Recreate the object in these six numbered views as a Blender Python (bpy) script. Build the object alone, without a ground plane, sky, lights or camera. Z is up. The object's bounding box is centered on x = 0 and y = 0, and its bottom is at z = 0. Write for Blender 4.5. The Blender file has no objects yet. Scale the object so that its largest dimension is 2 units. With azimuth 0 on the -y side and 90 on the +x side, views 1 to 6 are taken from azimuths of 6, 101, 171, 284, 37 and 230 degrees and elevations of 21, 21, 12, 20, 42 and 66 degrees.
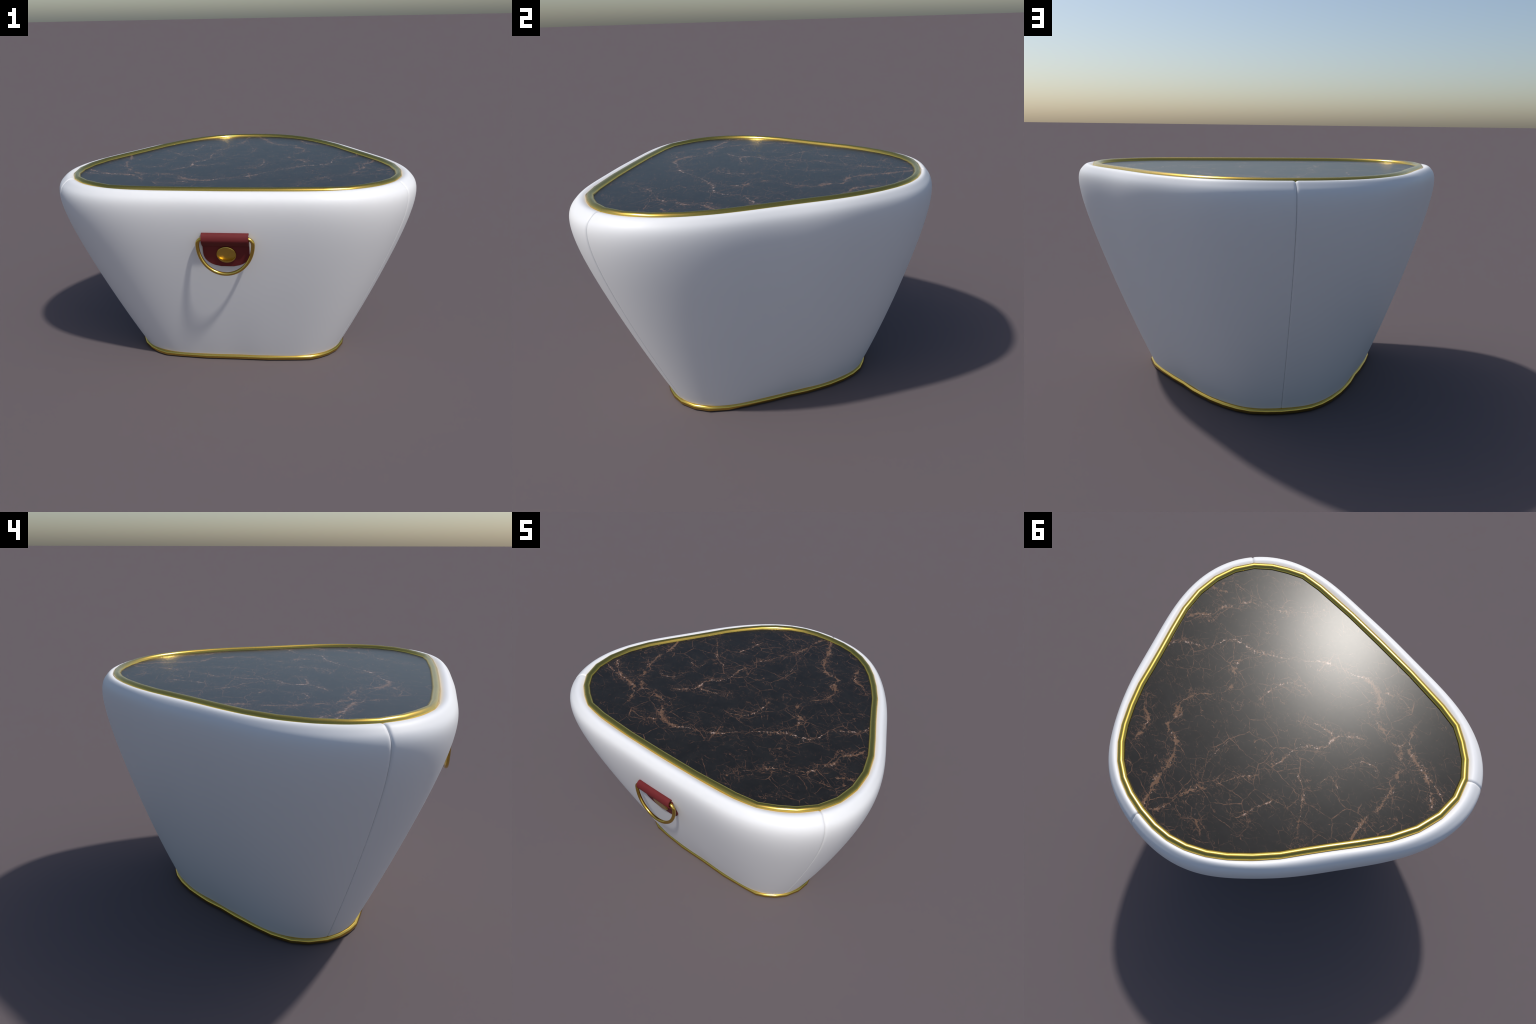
"""Low side table: flared three-cornered upholstered body in white leather, dark marble
top, brass rim and foot trims, and a D-ring pull on a red leather tab at the front."""
import math
import bpy
import numpy as np
from mathutils import Vector

# ------------------------------------------------------------------ outlines
# Half outlines (x >= 0), walked from the front middle (-y) round to the back middle (+y).
RIM_HALF = [(0, -.777), (.24, -.775), (.49, -.761), (.618, -.741), (.707, -.692), (.786, -.637),
            (.861, -.555), (.909, -.445), (.923, -.318), (.905, -.183), (.857, -.050), (.785, .081),
            (.710, .210), (.652, .313), (.600, .410), (.525, .518), (.449, .610), (.376, .679),
            (.288, .738), (.197, .777), (.105, .797), (0, .803)]
FOOT_POLAR = [(0, .513), (20, .548), (35, .614), (41.7, .660), (46.6, .680), (52, .696), (57.8, .704), (65, .698),
              (71.5, .676), (79.3, .627), (87.7, .572), (100, .517), (110, .489), (117.7, .485), (122, .486),
              (131, .489), (139, .500), (148.8, .517), (157, .534), (164.5, .546), (172, .547), (180, .548)]
FOOT_HALF = [(r * math.sin(math.radians(a)), -r * math.cos(math.radians(a))) for a, r in FOOT_POLAR]
# The body is lofted through six control rings.  The shoulder and crown rings stand off the rim
# outline by a cosine series in phi (phi = 0 at the front, -y), so they mirror left/right.
SHOULDER_OFFSET = [.1059, .0264, .0023, -.0236, -.0011]
CROWN_OFFSET = [.0440, .0122, -.0057, .0017, -.0015]
FOOT_Z, SHOULDER_Z, CROWN_Z, LIP_Z, RIM_Z = .028, 1.0184, 1.1134, 1.1340, 1.104
# gentle swells of the walls: centre angle, spread, and amount on foot, waist, shoulder, crown
SWELLS = [(114, 14, (.000, .010, .026, .004)), (28, 12, (0, -.004, -.004, 0)), (0, 22, (-.003, -.006, -.001, 0)),
          (152, 10, (0, .003, .008, .001))]
SEAM_PHI = math.radians(57.3)
MARBLE_Z = 1.1163
TUBE_Z = 1.1125
TUBE_R = .0165
RIM_TUBE_R = .0205


def mirror(half):
    h = np.array(half, float)
    return np.vstack([h, (h * [-1, 1])[-2:0:-1]])


RIM, FOOT = mirror(RIM_HALF), mirror(FOOT_HALF)


def cosines(phi, n):
    return np.cos(np.outer(phi, np.arange(n)))


def series(phi, a):
    return cosines(phi, len(a)) @ np.array(a)


def polar_series(outline, n=13):
    """Smooth cosine series through a polygon outline."""
    ang = np.unwrap(np.arctan2(outline[:, 0], -outline[:, 1]))
    rad = np.hypot(outline[:, 0], outline[:, 1])
    ang, rad = np.append(ang, ang[0] + 2 * np.pi), np.append(rad, rad[0])
    phi = np.linspace(0, 2 * np.pi, 360, endpoint=False)
    return np.linalg.lstsq(cosines(phi, n), np.interp(phi, ang, rad), rcond=None)[0]


RIM_SERIES, FOOT_SERIES = polar_series(RIM), polar_series(FOOT)


def bspline_basis(t, nc, deg=3):
    kn = np.concatenate([[0] * deg, np.linspace(0, 1, nc - deg + 1), [1] * deg])
    t = np.clip(t, 0, 1 - 1e-9)
    b = [((t >= kn[i]) & (t < kn[i + 1])).astype(float) for i in range(len(kn) - 1)]
    for d in range(1, deg + 1):
        c = []
        for i in range(len(b) - 1):
            l = (t - kn[i]) / (kn[i + d] - kn[i]) if kn[i + d] > kn[i] else 0
            r = (kn[i + d + 1] - t) / (kn[i + d + 1] - kn[i + 1]) if kn[i + d + 1] > kn[i + 1] else 0
            c.append(l * b[i] + r * b[i + 1])
        b = c
    return np.array(b).T


def body_points(phi, t):
    """Loft of six control rings: array [len(t), len(phi), 3]."""
    rim, foot = series(phi, RIM_SERIES), series(phi, FOOT_SERIES) - .0150
    shoulder, crown = rim + series(phi, SHOULDER_OFFSET), rim + series(phi, CROWN_OFFSET)
    waist = foot + (shoulder - foot) * .1605 + .0560
    rings = np.stack([foot, waist, shoulder, crown, rim + .4203 * (crown - rim), rim - .018])
    deg = np.abs((np.degrees(phi) + 180) % 360 - 180)
    for centre, spread, amounts in SWELLS:
        rings[:4] += np.outer(amounts, np.exp(-.5 * ((deg - centre) / spread) ** 2))
    zs = np.array([FOOT_Z, FOOT_Z + (SHOULDER_Z - FOOT_Z) * .2538, SHOULDER_Z, CROWN_Z, LIP_Z, RIM_Z])
    b = bspline_basis(t, 6)
    r, z = b @ rings, b @ zs
    p = np.empty((len(t), len(phi), 3))
    p[..., 0], p[..., 1], p[..., 2] = r * np.sin(phi), -r * np.cos(phi), z[:, None]
    return p


# ------------------------------------------------------------------ helpers
def mesh_object(name, verts, faces, material, parent=None, smooth=True):
    me = bpy.data.meshes.new(name)
    me.from_pydata([tuple(map(float, v)) for v in verts], [], faces)
    me.materials.append(material)
    me.polygons.foreach_set("use_smooth", [smooth] * len(me.polygons))
    me.update()
    ob = bpy.data.objects.new(name, me)
    bpy.context.scene.collection.objects.link(ob)
    if parent:
        ob.parent = parent
    return ob


def grid_faces(rows, cols, close_rows=False, close_cols=False):
    f = []
    for i in range(rows if close_rows else rows - 1):
        for j in range(cols if close_cols else cols - 1):
            i2, j2 = (i + 1) % rows, (j + 1) % cols
            f.append((i * cols + j, i * cols + j2, i2 * cols + j2, i2 * cols + j))
    return f


def inset(outline, d):
    """Mitred inward offset of a closed counter-clockwise outline."""
    prev, nxt = np.roll(outline, 1, 0), np.roll(outline, -1, 0)

    def normal(v):
        v = v / np.linalg.norm(v, axis=1, keepdims=True)
        return np.stack([-v[:, 1], v[:, 0]], -1)
    n1, n2 = normal(outline - prev), normal(nxt - outline)
    m = n1 + n2
    m /= (m * n1).sum(1, keepdims=True)
    return outline + d * m


def swept_trim(name, outline, section, material, parent):
    """Sweep a closed section of (inset, z) points round a polygonal outline."""
    rows = [np.c_[inset(outline, d), np.full(len(outline), z)] for d, z in section]
    n = len(outline)
    return mesh_object(name, np.vstack(rows), grid_faces(len(rows), n, True, True), material, parent)


def tube(name, path, radius, material, parent, sides=16, closed=True):
    path = np.array(path, float)
    tan = np.roll(path, -1, 0) - np.roll(path, 1, 0)
    tan /= np.linalg.norm(tan, axis=1, keepdims=True)
    out = np.array([0, 1.0, 0])
    side = np.cross(tan, out)
    side /= np.linalg.norm(side, axis=1, keepdims=True)
    rows = []
    for k in range(sides):
        a = 2 * math.pi * k / sides
        rows.append(path + radius * (math.cos(a) * side + math.sin(a) * out))
    return mesh_object(name, np.vstack(rows), grid_faces(sides, len(path), True, True), material, parent)


# ------------------------------------------------------------------ node helpers
class Nodes:
    def __init__(self, name):
        self.mat = bpy.data.materials.new(name)
        self.mat.use_nodes = True
        self.tree = self.mat.node_tree
        self.bsdf = self.tree.nodes["Principled BSDF"]

    def new(self, kind, **props):
        n = self.tree.nodes.new(kind)
        for k, v in props.items():
            setattr(n, k, v)
        return n

    def put(self, socket, value):
        if isinstance(value, bpy.types.NodeSocket):
            self.tree.links.new(value, socket)
        else:
            socket.default_value = value

    def math(self, op, a, b=0.0, c=0.0, clamp=False):
        n = self.new("ShaderNodeMath", operation=op, use_clamp=clamp)
        for s, v in zip(n.inputs, (a, b, c)):
            self.put(s, v)
        return n.outputs[0]

    def ramp(self, x, lo, hi, to_lo=0.0, to_hi=1.0):
        n = self.new("ShaderNodeMapRange", interpolation_type="SMOOTHSTEP")
        for s, v in zip(n.inputs, (x, lo, hi, to_lo, to_hi)):
            self.put(s, v)
        return n.outputs[0]

    def noise(self, vec, scale, detail=4, rough=.55, dist=0.0):
        n = self.new("ShaderNodeTexNoise")
        self.put(n.inputs["Vector"], vec)
        for k, v in (("Scale", scale), ("Detail", detail), ("Roughness", rough), ("Distortion", dist)):
            n.inputs[k].default_value = v
        return n

    def mix(self, fac, a, b):
        n = self.new("ShaderNodeMix", data_type="RGBA")
        self.put(n.inputs[0], fac)
        self.put(n.inputs[6], a if isinstance(a, bpy.types.NodeSocket) else (*a, 1))
        self.put(n.inputs[7], b if isinstance(b, bpy.types.NodeSocket) else (*b, 1))
        return n.outputs[2]

    def vec(self, op, a, b):
        n = self.new("ShaderNodeVectorMath", operation=op)
        self.put(n.inputs[0], a)
        self.put(n.inputs[1], b)
        return n.outputs[0]

    def coords(self):
        return self.new("ShaderNodeTexCoord").outputs["Object"]

    def setup(self, **kw):
        for k, v in kw.items():
            self.put(self.bsdf.inputs[k.replace("_", " ")], v)
        return self.mat


def white_leather():
    m = Nodes("white_leather")
    co = m.coords()
    n = m.noise(co, 3.0, 3)
    col = m.mix(n.outputs[0], (.79, .79, .79), (.81, .81, .81))
    return m.setup(Base_Color=col, Roughness=.5)


def brass():
    m = Nodes("polished_brass")
    n = m.noise(m.coords(), 6.0, 3)
    col = m.mix(n.outputs[0], (.67, .455, .088), (.71, .485, .100))
    return m.setup(Base_Color=col, Metallic=1.0, Roughness=.2)


def red_leather():
    m = Nodes("red_leather")
    co = m.coords()
    n = m.noise(co, 25.0, 4)
    col = m.mix(n.outputs[0], (.130, .0165, .018), (.150, .020, .0215))
    b = m.new("ShaderNodeBump")
    b.inputs["Strength"].default_value = .08
    b.inputs["Distance"].default_value = .002
    m.put(b.inputs["Height"], m.noise(co, 220.0, 2).outputs[0])
    return m.setup(Base_Color=col, Roughness=.6, Specular_IOR_Level=.2, Normal=b.outputs[0])


# Principal veins of the slab: control points in plan, half width, share of warm brown.
VEINS = [
    ([(.79, -.05), (.77, -.10), (.71, -.17), (.72, -.21), (.70, -.28), (.67, -.35), (.49, -.48), (.39, -.60), (.36, -.66)], .011, .6),
    ([(.71, .15), (.69, .10), (.56, -.02), (.51, -.15), (.38, -.20), (.17, -.36), (.11, -.43), (.05, -.47), (-.07, -.52), (-.12, -.56)], .010, .3),
    ([(.40, -.11), (.34, -.02), (.30, .0), (.28, .10)], .012, .9),
    ([(.28, .10), (.36, .22), (.37, .31)], .006, .7),
    ([(.51, .42), (.46, .46), (.42, .47), (.33, .62)], .010, .9),
    ([(.36, .31), (.31, .38), (.30, .42), (.21, .44), (.09, .63), (.08, .67), (.05, .70), (.03, .75)], .020, .9),
    ([(-.01, .75), (-.04, .71), (-.05, .60), (-.07, .50), (-.10, .46), (-.13, .35), (-.19, .24), (-.21, .06)], .013, .7),
    ([(-.21, .06), (-.20, .02), (-.23, -.06), (-.27, -.09), (-.29, -.13), (-.28, -.19), (-.33, -.27), (-.38, -.30)], .010, .4),
    ([(-.23, .07), (-.38, .10), (-.42, .13), (-.49, .21), (-.60, .32)], .008, .6),
    ([(-.08, -.13), (-.21, -.19), (-.26, -.20)], .006, .5),
    ([(-.51, -.51), (-.58, -.44), (-.65, -.42), (-.73, -.40), (-.85, -.32)], .014, .7),
    ([(-.73, -.41), (-.82, -.40), (-.86, -.38)], .007, .5),
    ([(-.52, -.43), (-.69, -.16), (-.70, -.11), (-.69, -.05), (-.74, .10)], .013, .8),
    ([(-.30, -.43), (-.43, -.41), (-.52, -.43), (-.50, -.53)], .012, .8),
    ([(-.10, .65), (-.13, .65), (-.18, .61), (-.26, .63)], .010, .9),
    ([(-.01, .45), (.03, .32), (.04, .23)], .006, .2),
    ([(-.31, .46), (-.34, .26)], .005, .4),
    ([(-.10, -.55), (-.17, -.55), (-.28, -.49), (-.30, -.41)], .014, .9),
    ([(-.25, -.58), (-.30, -.60), (-.36, -.61), (-.41, -.60)], .012, .6),
    ([(.13, -.04), (.14, -.14), (.11, -.22), (.04, -.26)], .009, .5),
    ([(-.42, .01), (-.42, -.04), (-.45, -.04), (-.49, -.03)], .005, .5),
    ([(-.45, -.11), (-.49, -.23), (-.57, -.22)], .005, .5),
    ([(.88, -.26), (.80, -.31)], .012, .7),
]


def marble():
    m = Nodes("dark_veined_marble")
    co = m.coords()
    # wobble the coordinates so that the veins wander and splinter
    w1 = m.vec("SUBTRACT", m.noise(co, 9.0, 3).outputs["Color"], (.5, .5, .5))
    w2 = m.vec("SUBTRACT", m.noise(co, 38.0, 4, .65).outputs["Color"], (.5, .5, .5))
    warped = m.vec("ADD", co, m.vec("ADD", m.vec("MULTIPLY", w1, (.035, .035, 0)), m.vec("MULTIPLY", w2, (.024, .024, 0))))
    gentle = m.vec("ADD", co, m.vec("ADD", m.vec("MULTIPLY", w1, (.05, .05, 0)), m.vec("MULTIPLY", w2, (.005, .005, 0))))
    sep = m.new("ShaderNodeSeparateXYZ")
    m.put(sep.inputs[0], warped)
    px, py = sep.outputs[0], sep.outputs[1]
    swell = m.ramp(m.noise(co, 11.0, 2).outputs[0], .38, .66, .05, 1.35)
    warm, pale, nearest = None, None, None
    for pts, width, share in VEINS:
        p = np.array(pts)
        a, d = p[0], p[-1] - p[0]
        length = float(np.hypot(*d))
        d = d / length
        n = np.array([-d[1], d[0]])
        u = m.math("DIVIDE", m.math("ADD", m.math("MULTIPLY", px, float(d[0])),
                                    m.math("MULTIPLY_ADD", py, float(d[1]), float(-a @ d))), length)
        v = m.math("ADD", m.math("MULTIPLY", px, float(n[0])), m.math("MULTIPLY_ADD", py, float(n[1]), float(-a @ n)))
        fc = m.new("ShaderNodeFloatCurve")
        m.put(fc.inputs["Value"], u)
        cv = fc.mapping.curves[0]
        us, vs = (p - a) @ d / length, (p - a) @ n
        span = .5
        cv.points[0].location = (0, .5 + vs[0] / span)
        cv.points[1].location = (1, .5 + vs[-1] / span)
        for uu, vv in list(zip(us, vs))[1:-1]:
            cv.points.new(float(uu), float(.5 + vv / span))
        fc.mapping.update()
        centre = m.math("MULTIPLY_ADD", fc.outputs[0], span, -.5 * span)
        dist = m.math("ABSOLUTE", m.math("SUBTRACT", v, centre))
        # beyond the ends the distance grows
        past = m.math("MULTIPLY", m.math("MAXIMUM", m.math("MAXIMUM", m.math("MULTIPLY", u, -1.0), m.math("SUBTRACT", u, 1.0)), 0.0), length)
        dist = m.math("ADD", dist, past)
        rel = m.math("DIVIDE", dist, m.math("MULTIPLY", swell, width * 1.35))
        nearest = dist if nearest is None else m.math("MINIMUM", nearest, dist)
        s_w = m.math("MULTIPLY", m.math("SUBTRACT", 1.0, rel, clamp=True), min(1.0, share + .25))
        s_p = m.math("MULTIPLY", m.math("SUBTRACT", 1.0, rel, clamp=True), 1.25 - share)
        warm = s_w if warm is None else m.math("MAXIMUM", warm, s_w)
        pale = s_p if pale is None else m.math("MAXIMUM", pale, s_p)
    flakes = m.noise(co, 48.0, 6, .72, .4).outputs[0]
    # within a vein's corridor the stone is crazed: angular cracks that widen towards its middle
    def crackle(scale, seed, thin, thick):
        vo = m.new("ShaderNodeTexVoronoi", feature="DISTANCE_TO_EDGE", voronoi_dimensions="2D")
        m.put(vo.inputs["Vector"], m.vec("ADD", gentle, (seed, -seed, 0)))
        vo.inputs["Scale"].default_value = scale
        reach = m.math("MULTIPLY_ADD", m.math("MULTIPLY", warm, warm), thick, thin)
        reach = m.math("MULTIPLY", reach, m.ramp(flakes, .36, .60, .15, 1.5))
        return m.ramp(vo.outputs["Distance"], m.math("MULTIPLY", reach, .6), reach, 1.0, 0.0)
    core = m.ramp(warm, .02, .18)
    solid = m.ramp(m.math("ADD", warm, m.math("MULTIPLY_ADD", flakes, 3.6, -2.36)), .20, .34)
    cracks = m.math("MAXIMUM", crackle(19.0, 4.4, .020, .17), m.math("MULTIPLY", crackle(37.0, 9.1, .025, .20), .8))
    warm = m.math("MULTIPLY", m.math("MAXIMUM", cracks, solid), core)
    chips = m.noise(co, 70.0, 4, .6, .5).outputs[0]
    near = m.ramp(nearest, 0.0, .08, 1.0, 0.0)
    pale = m.ramp(m.math("ADD", pale, m.math("MULTIPLY_ADD", chips, 5.5, m.math("MULTIPLY_ADD", near, .35, -3.75))), .25, .6)

    # hairline network: cell edges, broken up by noise, at two sizes
    def hairlines(scale, width, lo, hi, seed, strength):
        shifted = m.vec("ADD", m.vec("MULTIPLY", gentle, (1.0, 1.35, 1.0)), (seed, seed * .7, 0))
        vo = m.new("ShaderNodeTexVoronoi", feature="DISTANCE_TO_EDGE", voronoi_dimensions="2D")
        m.put(vo.inputs["Vector"], shifted)
        vo.inputs["Scale"].default_value = scale
        line = m.ramp(vo.outputs["Distance"], 0.0, width, 1.0, 0.0)
        gate = m.math("MULTIPLY_ADD", near, .14, m.noise(shifted, scale * .55, 4, .6).outputs[0])
        return m.math("MULTIPLY", m.math("MULTIPLY", line, m.ramp(gate, lo, hi)), strength)

    def filaments(scale, width, lo, hi, seed, strength):
        """Level lines of a rough noise: wandering, forking threads."""
        shifted = m.vec("ADD", m.vec("MULTIPLY", gentle, (.8, 1.25, 1.0)), (seed, -seed, 0))
        ridge = m.math("ABSOLUTE", m.math("SUBTRACT", m.noise(shifted, scale, 5, .55).outputs[0], .5))
        thread = m.ramp(ridge, 0.0, width, 1.0, 0.0)
        gate = m.math("MULTIPLY_ADD", near, .14, m.noise(shifted, scale * 1.1, 4, .65).outputs[0])
        return m.math("MULTIPLY", m.math("MULTIPLY", thread, m.ramp(gate, lo, hi)), strength)
    layers = [hairlines(6.0, .020, .46, .60, 3.1, .95), hairlines(13.0, .032, .46, .63, 7.7, .7),
              hairlines(26.0, .05, .50, .70, 1.3, .40), filaments(4.5, .0045, .47, .59, 2.3, .95),
              filaments(9.0, .0065, .51, .64, 5.9, .75), filaments(17.0, .010, .53, .70, 8.3, .45)]
    hair = layers[0]
    for layer in layers[1:]:
        hair = m.math("MAXIMUM", hair, layer)
    hair = m.math("MULTIPLY", hair, m.ramp(m.noise(co, 55.0, 3, .6).outputs[0], .38, .58, .25, 1.05))
    # cloudy charcoal ground
    cloud = m.noise(co, 14.0, 6, .68).outputs[0]
    ground = m.mix(m.ramp(cloud, .35, .70), (.0140, .0139, .0138), (.0185, .0182, .0178))
    col = m.mix(hair, ground, (.165, .088, .056))
    brown = m.mix(m.noise(co, 16.0, 3).outputs[0], (.105, .050, .024), (.21, .125, .082))
    col = m.mix(m.math("MULTIPLY", warm, .9), col, brown)
    col = m.mix(m.math("MULTIPLY", pale, .85), col, (.42, .29, .235))
    return m.setup(Base_Color=col, Roughness=.28, Specular_IOR_Level=.2)


def dark_board():
    m = Nodes("dark_board")
    n = m.noise(m.coords(), 30.0, 4)
    return m.setup(Base_Color=m.mix(n.outputs[0], (.02, .018, .016), (.03, .027, .024)), Roughness=.8)


# ------------------------------------------------------------------ build
def build():
    leather, gold, red, stone, board = white_leather(), brass(), red_leather(), marble(), dark_board()
    table = bpy.data.objects.new("side_table", None)
    bpy.context.scene.collection.objects.link(table)
    table["label"] = "flared white leather side table with black marble top and brass trim"
    table["category"] = "side table"

    # upholstered panels: the loft, cut at the three seams, each edge rolled into the seam
    t = 1 - (1 - np.linspace(0, 1, 72)) ** 1.15
    spans = [(-SEAM_PHI, SEAM_PHI), (SEAM_PHI, math.pi), (-math.pi, -SEAM_PHI)]
    for lo, hi in spans:
        s = np.linspace(0, 1, 110)
        near = np.array([0, .0012, .0028, .005, .008, .012, .017, .023, .03]) / (hi - lo)
        s = np.unique(np.concatenate([s[(s > near[-1] * 1.15) & (s < 1 - near[-1] * 1.15)], near, 1 - near]))
        phi = lo + (hi - lo) * s
        p = body_points(phi, t)
        dphi, dt = 1e-3, 1e-3
        tp = body_points(phi + dphi, t) - body_points(phi - dphi, t)
        tt = body_points(phi, np.minimum(t + dt, 1)) - body_points(phi, np.maximum(t - dt, 0))
        nrm = np.cross(tp, tt)
        nrm /= np.linalg.norm(nrm, axis=2, keepdims=True)
        radius = np.hypot(p[..., 0], p[..., 1])
        gap = np.minimum(phi - lo, hi - phi)[None, :] * radius        # arc length to the seam
        grow = np.clip((p[..., 2] - .55) / .5, 0, 1) ** 1.5            # seam opens towards the top
        width, depth = .0045 + .0085 * grow, .0050 + .0040 * grow
        roll = np.clip(1 - gap / width, 0, 1)
        p = p - nrm * (depth * (1 - np.sqrt(np.clip(1 - roll ** 2, 0, 1))))[..., None]
        mesh_object("upholstery_panel", p.reshape(-1, 3), grid_faces(len(t), len(phi)), leather, table)

    # marble slab with a small edge depth, tucked under the rim trim
    edge = inset(RIM, .016)
    n = len(edge)
    v = np.vstack([np.c_[edge, np.full(n, MARBLE_Z)], np.c_[edge, np.full(n, MARBLE_Z - .03)]])
    f = [tuple(range(n)), tuple(range(2 * n - 1, n - 1, -1))] + [(i, i + n, (i + 1) % n + n, (i + 1) % n) for i in range(n)]
    mesh_object("tabletop", v, f, stone, table, smooth=False)

    # brass trims
    ring = [(RIM_TUBE_R * (1 - math.cos(a)) - .001, TUBE_Z + RIM_TUBE_R * math.sin(a)) for a in np.arange(12) * math.pi / 6]
    swept_trim("rim_trim", RIM, ring[::-1], gold, table)
    ring = [(TUBE_R * (1 - math.cos(a)), TUBE_R * (1 + math.sin(a))) for a in np.arange(12) * math.pi / 6]
    swept_trim("base_trim", FOOT, ring[::-1], gold, table)
    low = inset(FOOT, .03)
    n = len(low)
    v = np.vstack([np.c_[low, np.full(n, .003)], np.c_[low, np.full(n, .028)]])
    f = [tuple(range(n - 1, -1, -1)), tuple(range(n, 2 * n))] + [(i, (i + 1) % n, (i + 1) % n + n, i + n) for i in range(n)]
    mesh_object("base_plate", v, f, board, table, smooth=False)

    build_handle(table, red, gold)
    return table


def front_y(z):
    """y of the body surface on the front middle line at height z."""
    t = np.linspace(0, .8, 400)
    p = body_points(np.zeros(1), t)[:, 0]
    return np.interp(z, p[:, 2], p[:, 1])


def build_handle(table, red, gold):
    thick, bar_y, bar_z = .007, -.838, .884
    # centre line of the strap, bottom of the flap -> up the body -> over the bar -> tucked back
    path = [(front_y(z) - .0045, z) for z in np.linspace(.714, .880, 22)]
    lean = .0195
    for a in np.linspace(math.radians(20), math.radians(190), 22):
        path.append((bar_y + lean * math.cos(a), bar_z + .0285 * math.sin(a)))
    tail_a = path[-1]
    tail_b = (front_y(.844) - .0145, .844)
    for k in np.linspace(.15, 1, 8):
        path.append((tail_a[0] + (tail_b[0] - tail_a[0]) * k ** 1.3, tail_a[1] + (tail_b[1] - tail_a[1]) * k))
    path = np.array(path)
    tan = np.gradient(path, axis=0)
    tan /= np.linalg.norm(tan, axis=1, keepdims=True)
    nor = np.stack([-tan[:, 1], tan[:, 0]], -1)

    def half_width(i):
        z = path[i, 1]
        if i < 22:
            k = max(0.0, (.800 - z) / (.800 - .712))
            return .1205 * max(.02, (1 - k ** 2.3)) ** (1 / 2.3)
        return .1205
    cols = 25
    top, bot = [], []
    for i in range(len(path)):
        w = half_width(i)
        for x in np.linspace(-1, 1, cols):
            for lst, s in ((top, .5), (bot, -.5)):
                y, z = path[i] + nor[i] * thick * s
                # lift slightly off a curved front
                lst.append((x * w, y, z))
    rows = len(path)
    v = top + bot
    off = len(top)
    faces = grid_faces(rows, cols)
    faces += [tuple(off + k for k in f[::-1]) for f in grid_faces(rows, cols)]
    rim = [j for j in range(cols)] + [i * cols + cols - 1 for i in range(1, rows)] + \
          [(rows - 1) * cols + j for j in range(cols - 2, -1, -1)] + [i * cols for i in range(rows - 2, 0, -1)]
    for k in range(len(rim)):
        a, b = rim[k], rim[(k + 1) % len(rim)]
        faces.append((b, a, a + off, b + off))
    tab = mesh_object("handle_tab", v, faces, red, table)
    tab.data.set_sharp_from_angle(angle=math.radians(45))

    # D-ring: straight bar through the fold, rounded shoulders, half-ellipse bow
    pts = []
    for a in np.linspace(math.radians(180), math.radians(360), 40):
        pts.append((.1425 * math.cos(a), .855 + .1585 * math.sin(a)))
    for a in np.linspace(0, math.radians(90), 8)[1:]:
        pts.append((.1145 + .028 * math.cos(a), .857 + .0285 * math.sin(a)))
    for x in np.linspace(.11, -.11, 12):
        pts.append((x, .8855))
    for a in np.linspace(math.radians(90), math.radians(180), 8)[:-1]:
        pts.append((-.1145 + .028 * math.cos(a), .857 + .0285 * math.sin(a)))
    tube("handle_ring", [(x, -.8405 - .004 * (.885 - z) / .19, z) for x, z in pts], .0096, gold, tab)

    # rivet: shallow domed disc lying on the flap
    zc = .790
    slope = (front_y(zc + .05) - front_y(zc - .05)) / .1
    up = np.array([0, slope, 1.0]); up /= np.linalg.norm(up)
    out = np.array([0, -1.0, slope]); out /= np.linalg.norm(out)
    c = np.array([0, front_y(zc) - .008, zc])
    prof = [(.0515, -.002), (.0515, .005), (.0508, .0072), (.0488, .0090), (.0455, .0098), (.040, .0100)]
    v, seg = [], 40
    for r, h in prof:
        for k in range(seg):
            a = 2 * math.pi * k / seg
            v.append(c + out * h + r * (math.cos(a) * np.array([1.0, 0, 0]) + math.sin(a) * up))
    f = grid_faces(len(prof), seg, False, True) + [tuple(range((len(prof) - 1) * seg, len(prof) * seg))]
    rv = mesh_object("rivet", v, f, gold, tab)
    rv.data.set_sharp_from_angle(angle=math.radians(50))


build()
